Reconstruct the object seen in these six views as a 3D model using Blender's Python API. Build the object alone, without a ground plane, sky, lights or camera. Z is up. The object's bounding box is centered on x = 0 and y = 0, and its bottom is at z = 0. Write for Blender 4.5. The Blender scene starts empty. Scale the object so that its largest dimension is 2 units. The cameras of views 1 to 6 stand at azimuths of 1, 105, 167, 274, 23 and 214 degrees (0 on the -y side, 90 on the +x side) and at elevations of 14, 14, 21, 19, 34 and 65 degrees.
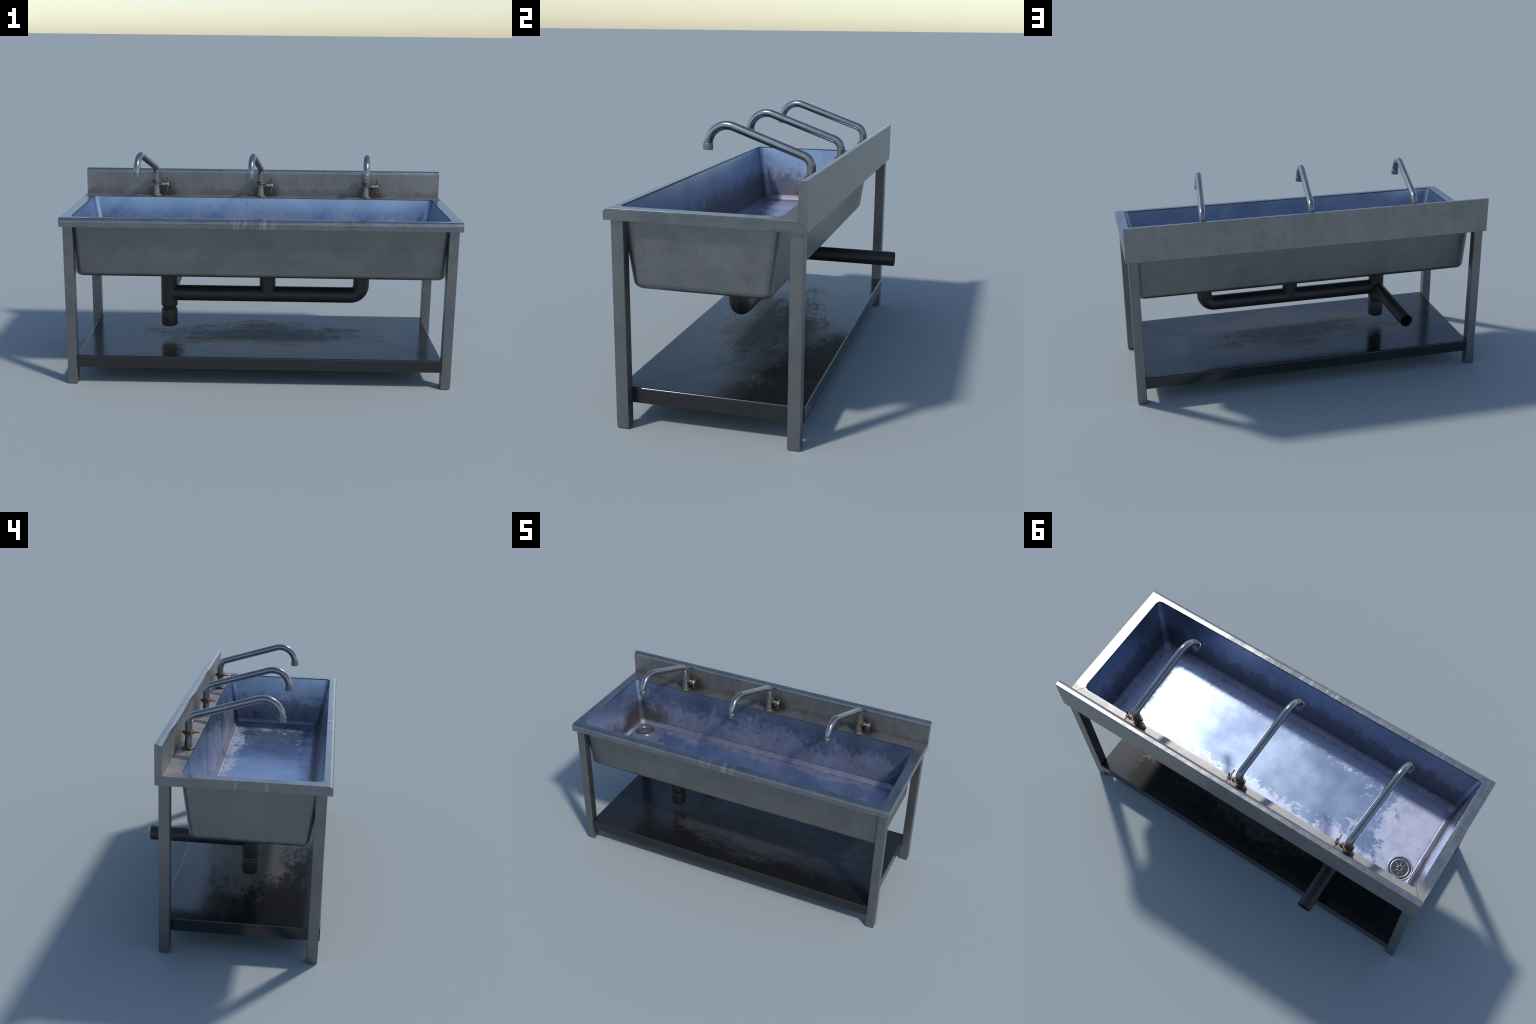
import bpy, bmesh, math, random
from mathutils import Vector, Matrix

random.seed(7)
TAU = math.tau

# ------------------------------------------------------------------ sizes (m)
HALF_X = 1.0                       # half length of the rim
RIM_FRONT, SPLASH_FRONT, SPLASH_BACK = -0.445, 0.296, 0.330
RIM_LOW, RIM_TOP, SPLASH_TOP = 0.832, 0.876, 1.020
OPEN_X, OPEN_FRONT, OPEN_BACK = 0.948, -0.403, 0.221
LEG_IN, LEG_OUT = 0.936, 0.986
BASIN_LOW, FLOOR = 0.557, 0.5885
TAP_X = (-0.596, -0.008, 0.583)
TAP_Y = 0.246
DRAIN = (-0.812, 0.077, FLOOR)
FLOOR_HALF, FLOOR_MID, FLOOR_DEEP = 0.875, -0.0865, 0.238   # flat part of the basin floor


# ------------------------------------------------------------------ node helpers
class Graph:
    def __init__(self, name):
        self.mat = bpy.data.materials.new(name)
        self.mat.use_nodes = True
        self.t = self.mat.node_tree
        self.t.nodes.clear()
        self.out = self.t.nodes.new('ShaderNodeOutputMaterial')
        self.bsdf = self.t.nodes.new('ShaderNodeBsdfPrincipled')
        self.t.links.new(self.bsdf.outputs[0], self.out.inputs[0])
        self.obj = self.t.nodes.new('ShaderNodeTexCoord').outputs['Object']

    def put(self, sock, v):
        if hasattr(v, 'is_output'):
            self.t.links.new(v, sock)
        elif isinstance(v, (tuple, list)) and len(v) == 3 and sock.type == 'RGBA':
            sock.default_value = (*v, 1)
        else:
            sock.default_value = v

    def set(self, **kw):
        for k, v in kw.items():
            self.put(self.bsdf.inputs[k.replace('_', ' ').title().replace('Ior', 'IOR')], v)

    def node(self, kind, **ins):
        n = self.t.nodes.new(kind)
        for k, v in ins.items():
            self.put(n.inputs[k], v)
        return n

    def mapped(self, scale=(1, 1, 1), loc=(0, 0, 0)):
        return self.node('ShaderNodeMapping', Vector=self.obj, Scale=scale, Location=loc).outputs[0]

    def noise(self, scale, detail=4, rough=0.6, stretch=(1, 1, 1), loc=(0, 0, 0), warp=0.0):
        return self.node('ShaderNodeTexNoise', Vector=self.mapped(stretch, loc), Scale=scale,
                         Detail=detail, Roughness=rough, Distortion=warp).outputs['Fac']

    def math(self, op, a, b=0.0, clamp=False):
        n = self.t.nodes.new('ShaderNodeMath')
        n.operation = op
        n.use_clamp = clamp
        self.put(n.inputs[0], a)
        self.put(n.inputs[1], b)
        return n.outputs[0]

    def smooth(self, v, lo, hi, a=0.0, b=1.0):
        n = self.t.nodes.new('ShaderNodeMapRange')
        n.interpolation_type = 'SMOOTHSTEP'
        for s, x in zip(n.inputs, (v, lo, hi, a, b)):
            self.put(s, x)
        return n.outputs[0]

    def mix(self, f, a, b):
        n = self.t.nodes.new('ShaderNodeMix')
        n.data_type = 'RGBA'
        self.put(n.inputs[0], f)
        self.put(n.inputs[6], a)
        self.put(n.inputs[7], b)
        return n.outputs[2]

    def lerp(self, f, a, b):
        n = self.t.nodes.new('ShaderNodeMix')
        self.put(n.inputs[0], f)
        self.put(n.inputs[2], a)
        self.put(n.inputs[3], b)
        return n.outputs[0]

    def xyz(self):
        return self.node('ShaderNodeSeparateXYZ', Vector=self.obj).outputs

    def bump(self, h, strength, dist):
        self.set(normal=self.node('ShaderNodeBump', Height=h, Strength=strength, Distance=dist).outputs[0])


def spot(g, cx, cy, cz, rx, ry, rz):
    """1 at a point, falling to 0 at an ellipsoid round it."""
    x, y, z = g.xyz()
    d = None
    for s, c, r in ((x, cx, rx), (y, cy, ry), (z, cz, rz)):
        q = g.math('POWER', g.math('ABSOLUTE', g.math('DIVIDE', g.math('SUBTRACT', s, c), r)), 2.0)
        d = q if d is None else g.math('ADD', d, q)
    return g.math('SUBTRACT', 1.0, g.math('SQRT', d), clamp=True)


# ------------------------------------------------------------------ materials
def steel_material(name, base=(0.205, 0.212, 0.215), rough=(0.36, 0.46)):
    g = Graph(name)
    cloud = g.noise(3.6, 6, 0.62, warp=0.3)
    grain = g.noise(70, 6, 0.72)
    mottle = g.noise(17, 6, 0.68, loc=(2, 6, 4))
    runs = g.noise(20, 4, 0.6, stretch=(1, 1, 0.12))
    tone = g.math('ADD', g.math('ADD', g.math('MULTIPLY', cloud, 0.40), g.math('MULTIPLY', mottle, 0.22)),
                  g.math('ADD', g.math('MULTIPLY', grain, 0.24), g.math('MULTIPLY', runs, 0.14)))
    t = g.smooth(tone, 0.38, 0.62)
    col = g.mix(t, tuple(c * 0.87 for c in base), tuple(c * 1.13 for c in base))
    # warm dull film in blotches
    film = g.math('MULTIPLY', g.smooth(g.noise(4.3, 7, 0.72, loc=(3, 7, 1)), 0.46, 0.64), 0.55)
    col = g.mix(film, col, (base[0] * 1.08, base[1] * 0.99, base[2] * 0.97))
    # tiny pits and dull dark flecks
    pit = g.smooth(g.noise(85, 3, 0.6, loc=(9, 2, 5)), 0.66, 0.76)
    col = g.mix(g.math('MULTIPLY', pit, 0.35), col, (0.075, 0.072, 0.07))
    # sparse hairline scratches
    scr = g.smooth(g.noise(6, 2, 0.5, stretch=(1.1, 1.1, 26), loc=(4, 1, 8)), 0.74, 0.765)
    scr = g.math('MULTIPLY', scr, g.smooth(g.noise(2.6, 2, 0.5, loc=(1, 5, 2)), 0.58, 0.66))
    col = g.mix(g.math('MULTIPLY', scr, 0.4), col, (0.36, 0.37, 0.38))
    g.set(base_color=col, metallic=0.92, roughness=g.lerp(t, rough[0], rough[1]))
    g.bump(g.math('ADD', grain, g.math('MULTIPLY', mottle, 1.5)), 0.10, 0.0015)
    return g.mat


def baked_tap_shade(g):
    """Ragged brown-black patches painting the occlusion shade round each tap."""
    tap_shade = None
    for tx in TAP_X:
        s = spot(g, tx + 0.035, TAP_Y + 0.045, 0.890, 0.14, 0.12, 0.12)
        tap_shade = s if tap_shade is None else g.math('MAXIMUM', tap_shade, s)
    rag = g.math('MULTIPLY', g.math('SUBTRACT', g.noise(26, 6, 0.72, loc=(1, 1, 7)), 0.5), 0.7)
    return g.math('MULTIPLY', g.smooth(g.math('ADD', tap_shade, rag), 0.30, 0.75), g.smooth(tap_shade, 0.02, 0.2))


def splash_material():
    g = Graph('splash_steel')
    base = (0.262, 0.262, 0.262)
    x, y, z = g.xyz()
    cloud = g.noise(4.0, 6, 0.62, warp=0.3)
    mottle = g.noise(22, 6, 0.7, loc=(2, 6, 4))
    grain = g.noise(80, 5, 0.7)
    runs = g.noise(24, 4, 0.6, stretch=(1, 1, 0.10), loc=(0, 3, 0))
    tone = g.math('ADD', g.math('ADD', g.math('MULTIPLY', cloud, 0.34), g.math('MULTIPLY', mottle, 0.26)),
                  g.math('ADD', g.math('MULTIPLY', grain, 0.16), g.math('MULTIPLY', runs, 0.24)))
    t = g.smooth(tone, 0.38, 0.62)
    col = g.mix(t, tuple(c * 0.87 for c in base), tuple(c * 1.13 for c in base))
    # ragged dark band along the foot of the front face
    front = g.math('MULTIPLY', g.smooth(y, 0.315, 0.305), g.smooth(g.math('ABSOLUTE', x), 0.9995, 0.998))
    foot = g.math('ADD', g.smooth(z, 0.945, 0.876), g.math('MULTIPLY', g.math('SUBTRACT', g.noise(16, 7, 0.74, loc=(4, 4, 0)), 0.5), 2.2))
    foot = g.math('MULTIPLY', g.smooth(foot, 0.35, 1.15), front)
    col = g.mix(g.math('MULTIPLY', foot, 0.55), col, (0.105, 0.094, 0.084))
    col = g.mix(g.math('MULTIPLY', g.math('MULTIPLY', baked_tap_shade(g), front), 0.75), col, (0.055, 0.046, 0.038))
    scr = g.smooth(g.noise(6, 2, 0.5, stretch=(1.1, 1.1, 26), loc=(4, 2, 8)), 0.73, 0.755)
    scr = g.math('MULTIPLY', scr, g.smooth(g.noise(2.6, 2, 0.5, loc=(1, 5, 2)), 0.55, 0.63))
    col = g.mix(g.math('MULTIPLY', scr, 0.45), col, (0.42, 0.43, 0.44))
    g.set(base_color=col, metallic=0.90, roughness=g.math('ADD', g.lerp(t, 0.20, 0.28), g.math('MAXIMUM', g.math('MULTIPLY', g.smooth(z, 1.004, 0.998), g.math('MULTIPLY', front, 0.27)), g.smooth(y, 0.327, 0.329, 0.0, 0.14))))
    g.bump(g.math('ADD', grain, g.math('MULTIPLY', mottle, 1.5)), 0.08, 0.0015)
    return g.mat


def rim_material():
    g = Graph('worn_rim_steel')
    x, y, z = g.xyz()
    cloud = g.noise(6, 6, 0.65, warp=0.5)
    brush = g.noise(9, 4, 0.6, stretch=(6, 0.7, 6))
    grain = g.noise(60, 4, 0.65)
    tone = g.math('ADD', g.math('MULTIPLY', cloud, 0.45), g.math('ADD', g.math('MULTIPLY', brush, 0.35), g.math('MULTIPLY', grain, 0.20)))
    t = g.smooth(tone, 0.36, 0.66)
    col = g.mix(t, (0.205, 0.213, 0.220), (0.280, 0.292, 0.300))
    # pale rubbed marks where things are dragged across the rim
    drag = g.smooth(g.noise(5.0, 4, 0.6, stretch=(8, 0.25, 0.8), loc=(2.2, 0, 0)), 0.54, 0.66)
    where = g.math('ADD', spot(g, -0.03, -0.44, 0.86, 0.16, 0.2, 0.2), spot(g, -0.98, -0.10, 0.86, 0.2, 0.16, 0.2), clamp=True)
    drag_side = g.smooth(g.noise(5.0, 4, 0.6, stretch=(0.25, 8, 0.8), loc=(0, 1.2, 0)), 0.54, 0.68)
    rub = g.math('MULTIPLY', g.math('MAXIMUM', drag, drag_side), g.smooth(where, 0.1, 0.6))
    col = g.mix(g.math('MULTIPLY', rub, 0.6), col, (0.48, 0.50, 0.50))
    # brown film on the rear deck, thickest beside the taps
    film = g.smooth(g.noise(14, 5, 0.7, loc=(5, 5, 5)), 0.36, 0.66)
    deck = g.math('MULTIPLY', g.smooth(y, 0.16, 0.24), g.smooth(z, 0.871, 0.874))
    col = g.mix(g.math('MULTIPLY', g.math('MULTIPLY', film, deck), 0.8), col, (0.30, 0.268, 0.245))
    tap_shade = baked_tap_shade(g)
    col = g.mix(g.math('MULTIPLY', tap_shade, 0.75), col, (0.065, 0.054, 0.044))
    g.set(base_color=col, metallic=0.92, roughness=g.math('ADD', g.lerp(t, 0.18, 0.27), g.math('MULTIPLY', deck, 0.30)))
    g.bump(g.math('ADD', brush, g.math('MULTIPLY', cloud, 1.5)), 0.08, 0.0015)
    return g.mat


def basin_inside_material():
    g = Graph('stained_basin_inside')
    x, y, z = g.xyz()
    rag = g.noise(6.5, 10, 0.76, warp=0.5)
    rag2 = g.noise(30, 7, 0.74, loc=(3, 3, 3))
    ragged = g.math('ADD', g.math('MULTIPLY', g.math('SUBTRACT', rag, 0.5), 1.0), g.math('MULTIPLY', g.math('SUBTRACT', rag2, 0.5), 0.7))
    # floor: polished middle, dull scale along the edges; walls: dull below, polished above
    ex = g.math('DIVIDE', g.math('ABSOLUTE', g.math('SUBTRACT', x, 0.06)), 0.86)
    ey = g.math('DIVIDE', g.math('ABSOLUTE', g.math('ADD', y, 0.09)), 0.23)
    edge = g.math('MAXIMUM', ex, ey)
    floor_dull = g.smooth(g.math('ADD', edge, g.math('MULTIPLY', ragged, 1.3)), 0.68, 0.96)
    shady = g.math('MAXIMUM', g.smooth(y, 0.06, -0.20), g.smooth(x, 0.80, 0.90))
    climb = g.math('ADD', g.math('DIVIDE', g.math('SUBTRACT', 0.835, z), 0.13), g.math('MULTIPLY', ragged, 3.6))
    wall_dull = g.lerp(shady, g.smooth(climb, 0.10, 1.15), g.smooth(climb, -0.9, 2.2))
    is_wall = g.smooth(z, FLOOR + 0.008, FLOOR + 0.026)
    dull = g.lerp(is_wall, floor_dull, wall_dull)
    fine = g.noise(52, 7, 0.74, loc=(1, 8, 2))
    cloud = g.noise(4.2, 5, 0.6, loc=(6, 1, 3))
    polished = g.mix(g.smooth(cloud, 0.3, 0.7), (0.235, 0.300, 0.430), (0.325, 0.412, 0.540))  # blues lowered all over to deepen the walls turned from the sun
    scale = g.mix(g.smooth(g.noise(8, 6, 0.68, loc=(2, 2, 9)), 0.35, 0.65), (0.315, 0.325, 0.430), (0.380, 0.410, 0.520))
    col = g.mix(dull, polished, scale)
    # wall shade painted as dark mottling, heavier low down and on sunless sides
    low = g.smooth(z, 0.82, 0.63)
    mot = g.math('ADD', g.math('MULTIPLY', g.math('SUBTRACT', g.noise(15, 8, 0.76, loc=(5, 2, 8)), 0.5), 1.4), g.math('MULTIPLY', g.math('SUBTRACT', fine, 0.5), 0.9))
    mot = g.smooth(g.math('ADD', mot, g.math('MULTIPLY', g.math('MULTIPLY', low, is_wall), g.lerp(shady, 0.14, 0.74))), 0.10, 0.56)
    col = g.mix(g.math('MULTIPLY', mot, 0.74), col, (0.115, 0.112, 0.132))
    # brown deposit, ragged, above the floor cove and in the drain corner
    corner = spot(g, -0.93, 0.18, 0.66, 0.46, 0.30, 0.20)
    around = spot(g, DRAIN[0] - 0.03, DRAIN[1] + 0.02, FLOOR, 0.20, 0.16, 0.05)
    ends = g.smooth(g.math('ABSOLUTE', x), 0.80, 0.90)
    streak = g.noise(10, 7, 0.72, stretch=(1, 1, 0.6), loc=(7, 4, 4))
    dep = g.math('MULTIPLY', g.math('ADD', g.math('MULTIPLY', g.smooth(z, 0.73, 0.62), g.lerp(ends, 0.20, 0.44)), g.math('MULTIPLY', corner, 0.85)), is_wall)
    dep = g.math('ADD', dep, g.math('MULTIPLY', around, 0.35))
    dep = g.math('ADD', dep, g.math('MULTIPLY', g.math('SUBTRACT', streak, 0.5), 1.4))
    dep = g.math('ADD', dep, g.math('MULTIPLY', g.math('SUBTRACT', fine, 0.5), 0.7))
    dep = g.smooth(dep, 0.30, 0.80)
    col = g.mix(g.math('MULTIPLY', dep, 0.85), col, (0.080, 0.066, 0.054))
    # grey silt lying in the cove round the floor
    fx = g.math('SUBTRACT', g.math('ABSOLUTE', x), FLOOR_HALF)
    fy = g.math('SUBTRACT', g.math('ABSOLUTE', g.math('SUBTRACT', y, FLOOR_MID)), FLOOR_DEEP)
    cove = g.math('MULTIPLY', g.smooth(g.math('MAXIMUM', fx, fy), -0.035, 0.012), g.smooth(z, FLOOR + 0.045, FLOOR + 0.022))
    silt = g.smooth(g.math('ADD', cove, g.math('MULTIPLY', g.math('SUBTRACT', g.noise(22, 8, 0.76, loc=(0, 6, 6)), 0.5), 1.8)), 0.35, 1.1)
    col = g.mix(g.math('MULTIPLY', silt, 0.6), col, (0.125, 0.118, 0.130))
    # specks
    speck = g.smooth(g.noise(70, 2, 0.5, loc=(8, 8, 1)), 0.70, 0.76)
    col = g.mix(g.math('MULTIPLY', speck, 0.4), col, (0.12, 0.105, 0.095))
    r = g.lerp(dull, 0.26, 0.50)
    r = g.math('ADD', r, g.math('MULTIPLY', dep, 0.12))
    r = g.math('ADD', r, g.math('MULTIPLY', g.math('SUBTRACT', cloud, 0.5), 0.15))
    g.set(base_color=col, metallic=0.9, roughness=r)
    g.bump(g.math('ADD', g.math('MULTIPLY', rag2, 0.6), dull), 0.08, 0.0015)
    return g.mat


def shelf_material():
    g = Graph('dark_shelf_steel')
    x, y, z = g.xyz()
    rag = g.math('ADD', g.math('MULTIPLY', g.math('SUBTRACT', g.noise(4.5, 10, 0.78, stretch=(1, 1.9, 1), warp=0.3), 0.5), 2.0),
                 g.math('MULTIPLY', g.math('SUBTRACT', g.noise(30, 8, 0.78, stretch=(1, 1.8, 1)), 0.5), 1.3))
    # dried spill under the drain pipes
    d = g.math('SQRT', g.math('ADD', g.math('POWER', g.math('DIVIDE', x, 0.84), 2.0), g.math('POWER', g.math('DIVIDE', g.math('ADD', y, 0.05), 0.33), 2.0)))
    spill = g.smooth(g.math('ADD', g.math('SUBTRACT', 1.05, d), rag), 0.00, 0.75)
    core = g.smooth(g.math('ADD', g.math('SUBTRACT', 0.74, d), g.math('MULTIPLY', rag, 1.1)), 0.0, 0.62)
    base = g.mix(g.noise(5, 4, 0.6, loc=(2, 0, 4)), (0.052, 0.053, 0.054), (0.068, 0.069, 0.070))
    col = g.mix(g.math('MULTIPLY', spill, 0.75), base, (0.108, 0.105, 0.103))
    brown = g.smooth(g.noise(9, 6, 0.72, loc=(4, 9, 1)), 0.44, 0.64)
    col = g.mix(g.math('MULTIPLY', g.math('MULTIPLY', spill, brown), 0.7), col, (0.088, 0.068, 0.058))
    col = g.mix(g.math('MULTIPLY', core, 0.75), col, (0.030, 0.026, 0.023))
    g.set(base_color=col, metallic=g.lerp(core, 0.85, 0.45), roughness=g.math('ADD', g.lerp(spill, 0.16, 0.42), g.math('MULTIPLY', core, 0.12)))
    g.bump(rag, 0.03, 0.001)
    return g.mat


def pipe_material():
    g = Graph('black_pipe_plastic')
    n = g.noise(30, 5, 0.65)
    g.set(base_color=g.mix(g.smooth(n, 0.35, 0.7), (0.013, 0.0135, 0.014), (0.020, 0.0205, 0.021)), roughness=g.lerp(n, 0.42, 0.55))
    return g.mat


def chrome_material(name, base, r0, r1):
    g = Graph(name)
    n = g.noise(18, 4, 0.6)
    big = g.noise(9, 4, 0.6, loc=(3, 3, 1))
    lo, hi = tuple(c * 0.93 for c in base), tuple(c * 1.07 for c in base)
    g.set(base_color=g.mix(g.smooth(big, 0.35, 0.65), lo, hi), metallic=0.92, roughness=g.lerp(g.smooth(n, 0.3, 0.7), r0, r1))
    return g.mat


def tap_material():
    """Worn matt riser, arm and swan neck polished by hands."""
    g = Graph('tap_steel')
    x, y, z = g.xyz()
    big = g.noise(9, 4, 0.6, loc=(3, 3, 1))
    dulled = g.smooth(g.math('ADD', z, g.math('MULTIPLY', g.math('SUBTRACT', g.noise(40, 4, 0.6), 0.5), 0.03)), 0.185, 0.150)
    dulled = g.math('MULTIPLY', dulled, g.smooth(y, -0.06, -0.03))
    col = g.mix(g.smooth(big, 0.35, 0.65), (0.245, 0.255, 0.265), (0.285, 0.297, 0.308))
    g.set(base_color=col, metallic=0.92, roughness=g.lerp(dulled, 0.19, 0.44))
    return g.mat


def brass_material():
    g = Graph('tarnished_brass')
    n = g.noise(60, 6, 0.7)
    col = g.mix(g.smooth(n, 0.40, 0.62), (0.105, 0.070, 0.043), (0.255, 0.170, 0.102))
    g.set(base_color=col, metallic=0.7, roughness=g.lerp(n, 0.42, 0.62))
    g.bump(n, 0.25, 0.001)
    return g.mat


def cavity_dark_material():
    g = Graph('drain_cavity_dark')
    n = g.noise(80, 4, 0.7)
    g.set(base_color=g.mix(n, (0.018, 0.015, 0.012), (0.06, 0.047, 0.036)), roughness=0.75)
    return g.mat


STEEL = steel_material('brushed_grey_steel')
SPLASH = splash_material()
RIM = rim_material()
INSIDE = basin_inside_material()
SHELF = shelf_material()
PIPE = pipe_material()
TAP = tap_material()
NOZZLE = chrome_material('nozzle_steel', (0.25, 0.26, 0.27), 0.34, 0.42)
BRIGHT = chrome_material('bright_chrome', (0.55, 0.57, 0.60), 0.14, 0.24)
STRAINER = chrome_material('strainer_steel', (0.25, 0.275, 0.35), 0.30, 0.40)
BRASS = brass_material()
CAVITY_DARK = cavity_dark_material()


# ------------------------------------------------------------------ mesh helpers
def finish(bm, name, mats, parent, smooth=35, loc=(0, 0, 0), bevel=0.0, segs=2, bevel_angle=35, flat=False):
    bmesh.ops.recalc_face_normals(bm, faces=bm.faces)
    me = bpy.data.meshes.new(name)
    bm.to_mesh(me)
    bm.free()
    ob = bpy.data.objects.new(name, me)
    bpy.context.scene.collection.objects.link(ob)
    for m in (mats if isinstance(mats, (list, tuple)) else [mats]):
        me.materials.append(m)
    if bevel:
        b = ob.modifiers.new('bevel', 'BEVEL')
        b.width, b.segments, b.limit_method, b.angle_limit = bevel, segs, 'ANGLE', math.radians(bevel_angle)
        b.harden_normals = False
        apply_modifiers(ob)
        me = ob.data
    set_smooth(me, smooth)
    if flat:
        flatten_normals(ob)
    ob.location = loc
    ob.parent = parent
    return ob


def apply_modifiers(ob):
    dg = bpy.context.evaluated_depsgraph_get()
    new = bpy.data.meshes.new_from_object(ob.evaluated_get(dg))
    old = ob.data
    name = old.name
    ob.modifiers.clear()
    ob.data = new
    bpy.data.meshes.remove(old)
    new.name = name


def flatten_normals(ob):
    """Big flat faces keep flat normals; the small rounded edges do the bending."""
    m = ob.modifiers.new('weighted', 'WEIGHTED_NORMAL')
    m.weight, m.keep_sharp = 100, True
    apply_modifiers(ob)


def bevel_where(ob, width, keep):
    """Round only the sharp edges that have an end where keep() holds."""
    bm = bmesh.new()
    bm.from_mesh(ob.data)
    lay = bm.edges.layers.float.get('bevel_weight_edge') or bm.edges.layers.float.new('bevel_weight_edge')
    for e in bm.edges:
        sharp = len(e.link_faces) == 2 and e.calc_face_angle() > math.radians(50)
        e[lay] = 1.0 if sharp and (keep(e.verts[0].co) or keep(e.verts[1].co)) else 0.0
    bm.to_mesh(ob.data)
    bm.free()
    b = ob.modifiers.new('bevel', 'BEVEL')
    b.width, b.segments, b.limit_method = width, 2, 'WEIGHT'
    apply_modifiers(ob)


def set_smooth(me, angle):
    for p in me.polygons:
        p.use_smooth = True
    me.set_sharp_from_angle(angle=math.radians(angle))


def loft(bm, loops, close_start=False, close_end=False, mat=0):
    """Skin a list of equally long closed loops of points."""
    rings = [[bm.verts.new(p) for p in lp] for lp in loops]
    n = len(rings[0])
    for a, b in zip(rings, rings[1:]):
        for i in range(n):
            f = bm.faces.new((a[i], a[(i + 1) % n], b[(i + 1) % n], b[i]))
            f.material_index = mat
    if close_start:
        bm.faces.new(rings[0]).material_index = mat
    if close_end:
        bm.faces.new(rings[-1]).material_index = mat
    return rings


def box(bm, x0, x1, y0, y1, z0, z1):
    loft(bm, [[(x0, y0, z), (x1, y0, z), (x1, y1, z), (x0, y1, z)] for z in (z0, z1)], True, True)


def lathe(bm, profile, seg=32, at=(0, 0, 0), axis='Z', phase=0.0, cap=(True, True), mat=0):
    """Turn (radius, height) pairs round an axis through a point."""
    loops = []
    for r, h in profile:
        lp = []
        for i in range(seg):
            a = TAU * i / seg + phase
            c, s = r * math.cos(a), r * math.sin(a)
            p = {'Z': (c, s, h), 'X': (h, c, s), 'Y': (s, h, c)}[axis]
            lp.append((p[0] + at[0], p[1] + at[1], p[2] + at[2]))
        loops.append(lp)
    return loft(bm, loops, cap[0], cap[1], mat)


def ring(bm, R, r, at, seg=40, sub=10, flat=1.0):
    loops = []
    for j in range(seg):
        a = TAU * j / seg
        loops.append([(at[0] + (R + r * math.cos(b)) * math.cos(a), at[1] + (R + r * math.cos(b)) * math.sin(a), at[2] + r * flat * math.sin(b))
                      for b in (TAU * k / sub for k in range(sub))])
    loft(bm, loops + [loops[0]])
    bmesh.ops.remove_doubles(bm, verts=bm.verts, dist=1e-6)


def sweep(bm, path, r, seg=24, cap=(True, True)):
    """Round tube along a path of points, in parallel-transported frames."""
    pts = [Vector(p) for p in path]
    tang = []
    for i in range(len(pts)):
        a = pts[max(i - 1, 0)]
        b = pts[min(i + 1, len(pts) - 1)]
        tang.append((b - a).normalized())
    n = tang[0].orthogonal().normalized()
    loops = []
    for i, p in enumerate(pts):
        n = (n - tang[i] * n.dot(tang[i])).normalized()
        b = tang[i].cross(n)
        rr = r[i] if isinstance(r, (list, tuple)) else r
        loops.append([p + rr * (n * math.cos(TAU * k / seg) + b * math.sin(TAU * k / seg)) for k in range(seg)])
    return loft(bm, loops, *cap)


def rounded_rect(x0, x1, y0, y1, z, r, seg=6):
    pts = []
    for cx, cy, a0 in ((x1 - r, y1 - r, 0), (x0 + r, y1 - r, 90), (x0 + r, y0 + r, 180), (x1 - r, y0 + r, 270)):
        for k in range(seg + 1):
            a = math.radians(a0 + 90 * k / seg)
            pts.append((cx + r * math.cos(a), cy + r * math.sin(a), z))
    return pts


def cut(ob, cutters):
    for c in cutters:
        m = ob.modifiers.new('cut', 'BOOLEAN')
        m.operation, m.solver, m.object = 'DIFFERENCE', 'EXACT', c
    apply_modifiers(ob)
    for c in cutters:
        me = c.data
        bpy.data.objects.remove(c)
        bpy.data.meshes.remove(me)


# ------------------------------------------------------------------ the thing
root = bpy.data.objects.new('utility_sink', None)
bpy.context.scene.collection.objects.link(root)
root['label'] = 'long worn stainless steel trough sink with three swivel taps'
root['category'] = 'sink'


# ---- rim with rolled front edge
def extrude_x(bm, profile, x0, x1):
    loft(bm, [[(x, y, z) for y, z in profile] for x in (x0, x1)], True, True)


def arc(cy, cz, r, a0, a1, n):
    return [(cy + r * math.cos(math.radians(a0 + (a1 - a0) * k / n)), cz + r * math.sin(math.radians(a0 + (a1 - a0) * k / n))) for k in range(n + 1)]


bm = bmesh.new()
roll = 0.020
profile = [(SPLASH_BACK - 0.0008, RIM_LOW), (RIM_FRONT, RIM_LOW)] + arc(RIM_FRONT + roll, RIM_TOP - roll, roll, 180, 90, 7) + [(SPLASH_FRONT, RIM_TOP)]
extrude_x(bm, profile, -HALF_X, HALF_X)
rim = finish(bm, 'rim', RIM, root)

cutters = []
bm = bmesh.new()
loft(bm, [rounded_rect(-OPEN_X, OPEN_X, OPEN_FRONT, OPEN_BACK, z, 0.024, 2) for z in (0.80, 0.90)], True, True)
cutters.append(finish(bm, 'cutter', RIM, None))
for sx in (-1, 1):                                  # mitre seams behind the basin
    a, b = Vector((sx * 0.935, OPEN_BACK - 0.012, 0)), Vector((sx * 1.01, SPLASH_FRONT + 0.010, 0))
    w = (b - a).normalized().cross(Vector((0, 0, 1))) * 0.0008
    bm = bmesh.new()
    loft(bm, [[p + Vector((0, 0, z)) for p in (a - w, b - w, b + w, a + w)] for z in (RIM_TOP - 0.004, RIM_TOP + 0.01)], True, True)
    cutters.append(finish(bm, 'cutter', RIM, None))
cut(rim, cutters)
bevel_where(rim, 0.0022, lambda p: p.y < 0.29)
set_smooth(rim.data, 50)
flatten_normals(rim)

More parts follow.
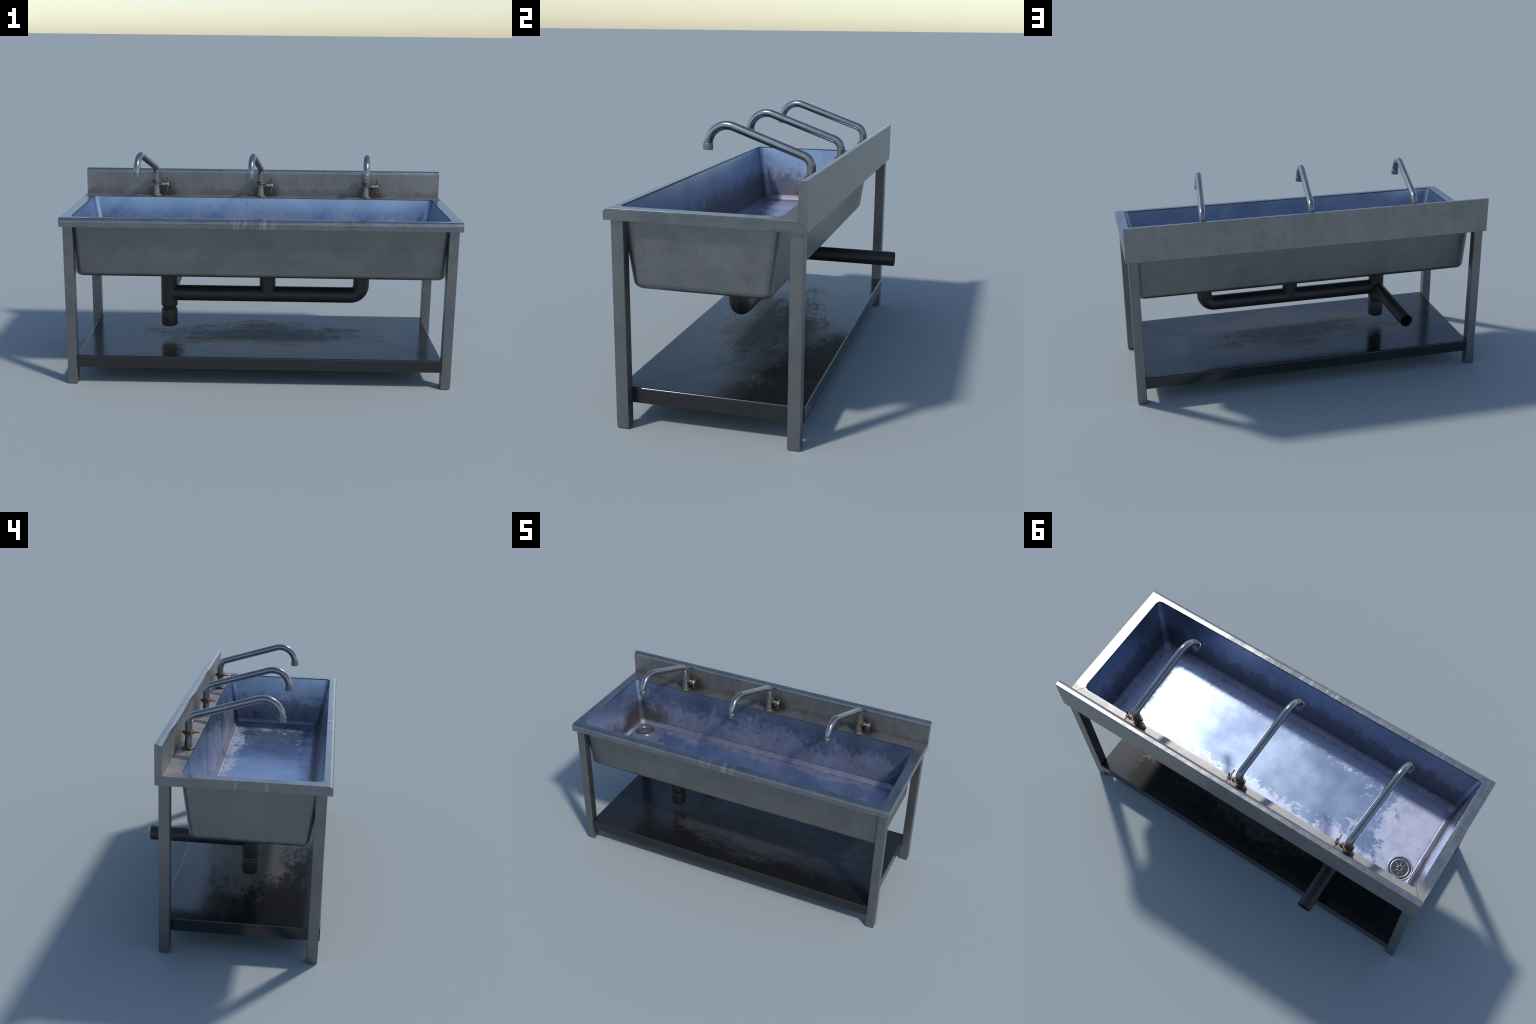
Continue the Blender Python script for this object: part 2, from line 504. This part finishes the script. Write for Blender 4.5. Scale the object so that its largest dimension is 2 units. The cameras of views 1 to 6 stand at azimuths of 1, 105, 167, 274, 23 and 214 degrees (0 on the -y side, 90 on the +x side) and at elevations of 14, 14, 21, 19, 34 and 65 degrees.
# ---- backsplash
bm = bmesh.new()
fold = 0.020
profile = [(SPLASH_BACK, RIM_LOW + 0.0008), (SPLASH_FRONT + 0.0003, RIM_TOP + 0.0004)] + arc(SPLASH_FRONT + fold, SPLASH_TOP - fold, fold, 180, 90, 6) + [(SPLASH_BACK, SPLASH_TOP)]
extrude_x(bm, profile, -HALF_X, HALF_X)
splash = finish(bm, 'backsplash', SPLASH, root)
bevel_where(splash, 0.0014, lambda p: p.z > 0.90)
set_smooth(splash.data, 50)
flatten_normals(splash)

# ---- basin: tapered shell with coved bottom
bm = bmesh.new()
XT, XB = 0.951, 0.944
FT, FB = -0.402, -0.359
BT, BB = 0.224, 0.186
z_top, z_fil, fil = RIM_LOW + 0.004, BASIN_LOW + 0.028, 0.028


def outer(z, inset=0.0):
    t = (z_top - z) / (z_top - BASIN_LOW)
    return rounded_rect(-(XT + (XB - XT) * t) + inset, XT + (XB - XT) * t - inset,
                        FT + (FB - FT) * t + inset, BT + (BB - BT) * t - inset, z, max(0.034 - inset * 0.4, 0.012), 6)


loops = [outer(z_top - (z_top - z_fil) * k / 4) for k in range(5)]
loops += [outer(z_fil - fil * math.sin(a), fil * (1 - math.cos(a))) for a in (math.radians(15 * k) for k in range(1, 7))]
out_rings = loft(bm, loops, False, True, 0)


def inner(z, hx, y0, y1, r):
    return rounded_rect(-hx, hx, y0, y1, z, r, 6)


FOOT = (0.901, -0.351, 0.178)
FZ = 0.616
inn = [inner(RIM_TOP - 0.006, OPEN_X - 0.0012, OPEN_FRONT + 0.0012, OPEN_BACK - 0.0012, 0.026)]
for k in range(1, 6):
    t = k / 5
    inn.append(inner(RIM_TOP - 0.006 + (FZ - RIM_TOP + 0.006) * t, OPEN_X - 0.0012 + (FOOT[0] - OPEN_X) * t,
                     OPEN_FRONT + 0.0012 + (FOOT[1] - OPEN_FRONT) * t, OPEN_BACK - 0.0012 + (FOOT[2] - OPEN_BACK) * t, 0.026 + 0.006 * t))
for d, z in ((0.003, FZ - 0.005), (0.008, FZ - 0.009), (0.020, FLOOR + 0.0045), (0.024, FLOOR + 0.0015), (0.029, FLOOR)):
    inn.append(inner(z, FOOT[0] - d, FOOT[1] + d, FOOT[2] - d, 0.030))
in_rings = loft(bm, inn, False, True, 1)
for i in range(len(in_rings[0])):
    j = (i + 1) % len(in_rings[0])
    bm.faces.new((out_rings[0][i], out_rings[0][j], in_rings[0][j], in_rings[0][i])).material_index = 1
finish(bm, 'basin', [STEEL, INSIDE], root, smooth=50, flat=True)

# ---- strainer in the basin floor
bm = bmesh.new()
ring(bm, 0.0590, 0.0048, (0, 0, 0.0), flat=0.5)
ring(bm, 0.0445, 0.0050, (0, 0, 0.0002), flat=0.5)
ring(bm, 0.0125, 0.0028, (0, 0, 0.0002), seg=24, flat=0.8)
for k in range(8):
    a = TAU * (k + 0.3) / 8
    d = Vector((math.cos(a), math.sin(a), 0))
    sweep(bm, [d * s + Vector((0, 0, 0.0004)) for s in (0.013, 0.017, 0.022, 0.028, 0.033, 0.0345)],
          [0.0030, 0.0024, 0.0020, 0.0022, 0.0034, 0.0022], seg=8)
strainer = finish(bm, 'drain_strainer', STRAINER, root, smooth=60, loc=DRAIN)
bm = bmesh.new()
lathe(bm, [(0.0560, -0.001), (0.0560, 0.0006), (0.0005, 0.0006)], 40, cap=(True, True))  # near-black disc on the floor, drawn for the unlit strainer holes
finish(bm, 'drain_dark_disc', CAVITY_DARK, strainer)

# ---- legs
bm = bmesh.new()
box(bm, -0.025, 0.025, -0.025, 0.025, 0.0, RIM_LOW - 0.0005)
leg = finish(bm, 'leg', STEEL, root, smooth=50, bevel=0.0035, segs=2, flat=True)
mid = (LEG_IN + LEG_OUT) / 2
spots = [(-mid, -0.3965), (mid, -0.3965), (mid, 0.2905), (-mid, 0.2905)]
for i, (x, y) in enumerate(spots):
    ob = leg if i == 0 else leg.copy()
    if i:
        bpy.context.scene.collection.objects.link(ob)
    ob.location = (x, y, 0)
    ob.parent = root

# ---- bottom shelf: a folded tray turned upside down
SX, SF, SB, ST, SL = LEG_IN + 0.0005, -0.427, 0.321, 0.156, 0.092
bm = bmesh.new()
sheet = 0.004
loft(bm, [rounded_rect(-SX + i, SX - i, SF + i, SB - i, z, 0.002, 1) for i, z in
          ((sheet, SL), (0, SL), (0, ST - 0.007), (0.0008, ST - 0.0040), (0.0028, ST - 0.0012), (0.006, ST))], False, True)
inside = [rounded_rect(-SX + sheet, SX - sheet, SF + sheet, SB - sheet, z, 0.002, 1) for z in (SL, ST - 0.006)]
loft(bm, inside, False, True)
bmesh.ops.remove_doubles(bm, verts=bm.verts, dist=1e-5)
finish(bm, 'shelf', SHELF, root, smooth=40, flat=True)

# ---- taps
lean = math.atan2(-0.047, -0.443)
REACH = Vector((-0.047, -0.443, 0)).normalized()


def tap_path():
    """Riser, lower bend, rising arm, swan-neck bend, in (reach, height)."""
    slope = math.radians(18.4)
    s0, line0 = 0.0, 0.1580          # arm line height at the riser, above the deck
    R1, R2, end = 0.045, 0.085, 0.442
    pts = [(s0, 0.088)]
    t = R1 * math.tan((math.pi / 2 - slope) / 2)
    cz = line0 - t
    for k in range(9):
        a = (math.pi / 2 - slope) * k / 8
        pts.append((s0 + R1 * (1 - math.cos(a)), cz + R1 * math.sin(a)))
    cc = (end - R2, line0 + math.tan(slope) * (end - R2 - R2 * math.sin(slope)) - R2 * math.cos(slope))
    for k in range(17):
        a = math.pi / 2 + slope - (math.pi / 2 + slope) * k / 16
        pts.append((cc[0] + R2 * math.cos(a), cc[1] + R2 * math.sin(a)))
    return pts


def make_tap(tx):
    at = (tx, TAP_Y, RIM_TOP)
    bm = bmesh.new()
    lathe(bm, [(0.0195, 0.004), (0.0190, 0.012), (0.0175, 0.040), (0.0160, 0.058), (0.0158, 0.068), (0.0172, 0.075), (0.0172, 0.080)], 28)
    body = finish(bm, 'faucet', TAP, root, loc=at)
    # base flange and gland nut, six-sided with chamfered corners
    bm = bmesh.new()
    lathe(bm, [(0.0300, 0.0), (0.0305, 0.002), (0.0300, 0.0065), (0.0240, 0.0085)], 6, phase=0.5)
    finish(bm, 'mounting_nut', BRASS, body, smooth=20, bevel=0.0008, segs=1)
    bm = bmesh.new()
    lathe(bm, [(0.0255, 0.0725), (0.0285, 0.0755), (0.0265, 0.0815), (0.0290, 0.0860), (0.0285, 0.0905), (0.0215, 0.0905), (0.0180, 0.0865)], 6, phase=0.5)
    finish(bm, 'gland_nut', BRASS, body, smooth=20, bevel=0.0006, segs=1)
    # spout
    bm = bmesh.new()
    sweep(bm, [REACH * s + Vector((0, 0, h)) for s, h in tap_path()], 0.0176, 28)
    spout = finish(bm, 'spout', TAP, body, smooth=60)
    end = tap_path()[-1]
    bm = bmesh.new()
    zt = 0.1975
    lathe(bm, [(0.0170, zt + 0.0005), (0.0198, zt), (0.0208, zt - 0.0012), (0.0208, zt - 0.0250), (0.0200, zt - 0.0268), (0.0165, zt - 0.0268), (0.0155, zt - 0.020)], 28,
          at=tuple(REACH * end[0]))
    finish(bm, 'aerator', NOZZLE, body, flat=True)
    # valve stem to the side with a cross handle
    h = 0.064
    bm = bmesh.new()
    lathe(bm, [(0.0085, 0.012), (0.0085, 0.036), (0.0095, 0.038), (0.0095, 0.042), (0.0060, 0.044), (0.0060, 0.050), (0.0085, 0.050), (0.0115, 0.053), (0.0115, 0.064), (0.0085, 0.068)], 16, at=(0, 0, h), axis='X')
    finish(bm, 'valve_stem', BRIGHT, body)
    bm = bmesh.new()
    lathe(bm, [(0.0120, 0.0205), (0.0160, 0.0225), (0.0160, 0.0270), (0.0140, 0.0285), (0.0155, 0.0305), (0.0150, 0.0345), (0.0115, 0.0360)], 6, at=(0, 0, h), axis='X', phase=0.2)
    finish(bm, 'packing_nut', BRASS, body, smooth=20, bevel=0.0006, segs=1)
    bm = bmesh.new()
    for d in (Vector((0, 0, 1)), Vector((0, 1, 0)), Vector((0, 0, -1)), Vector((0, -1, 0))):
        c = Vector((0.0585, 0, h))
        sweep(bm, [c + d * s for s in (0.006, 0.016, 0.030, 0.040, 0.0425)], [0.0042, 0.0036, 0.0034, 0.0040, 0.0028], 10)
    finish(bm, 'handle', BRASS, body, smooth=50)
    return body


first = make_tap(TAP_X[0])
for tx in TAP_X[1:]:
    body = first.copy()
    bpy.context.scene.collection.objects.link(body)
    body.location = (tx, TAP_Y, RIM_TOP)
    body.parent = root
    for c in first.children:
        d = c.copy()
        bpy.context.scene.collection.objects.link(d)
        d.parent = body

# ---- waste pipes
PY, PZ, CX = -0.060, 0.3935, -0.497
bm = bmesh.new()
lathe(bm, [(0.0445, BASIN_LOW + 0.004), (0.0445, 0.325), (0.0375, 0.316), (0.0340, 0.314), (0.0340, 0.300)], 32, at=(CX, PY, 0))
waste = finish(bm, 'waste_pipe', PIPE, root)
bm = bmesh.new()
lathe(bm, [(0.0335, 0.3025), (0.0380, 0.3035), (0.0425, 0.3025), (0.0440, 0.297), (0.0440, 0.222), (0.0415, 0.213), (0.0340, 0.209)], 32, at=(CX, PY, 0))
finish(bm, 'trap_cup', PIPE, waste)
bm = bmesh.new()
R = 0.056
ex = 0.545
path = [(CX, PY, PZ), (-0.2, PY, PZ), (0.2, PY, PZ)]
path += [(ex - R + R * math.sin(a), PY, PZ + R * (1 - math.cos(a))) for a in (math.radians(9 * k) for k in range(11))]
path += [(ex, PY, BASIN_LOW + 0.004)]
sweep(bm, path, 0.0428, 32)
finish(bm, 'cross_pipe', PIPE, waste, smooth=60)
bm = bmesh.new()
lathe(bm, [(0.0432, BASIN_LOW + 0.004), (0.0432, PZ)], 32, at=(0.038, PY, 0))
finish(bm, 'drop_pipe', PIPE, waste)
bm = bmesh.new()
lathe(bm, [(0.0362, PY), (0.0362, 0.4435), (0.0355, 0.445), (0.0330, 0.445), (0.0325, 0.443), (0.0325, 0.20)], 32, at=(CX - 0.003, 0, PZ - 0.004), axis='Y')
finish(bm, 'outlet_pipe', PIPE, waste)
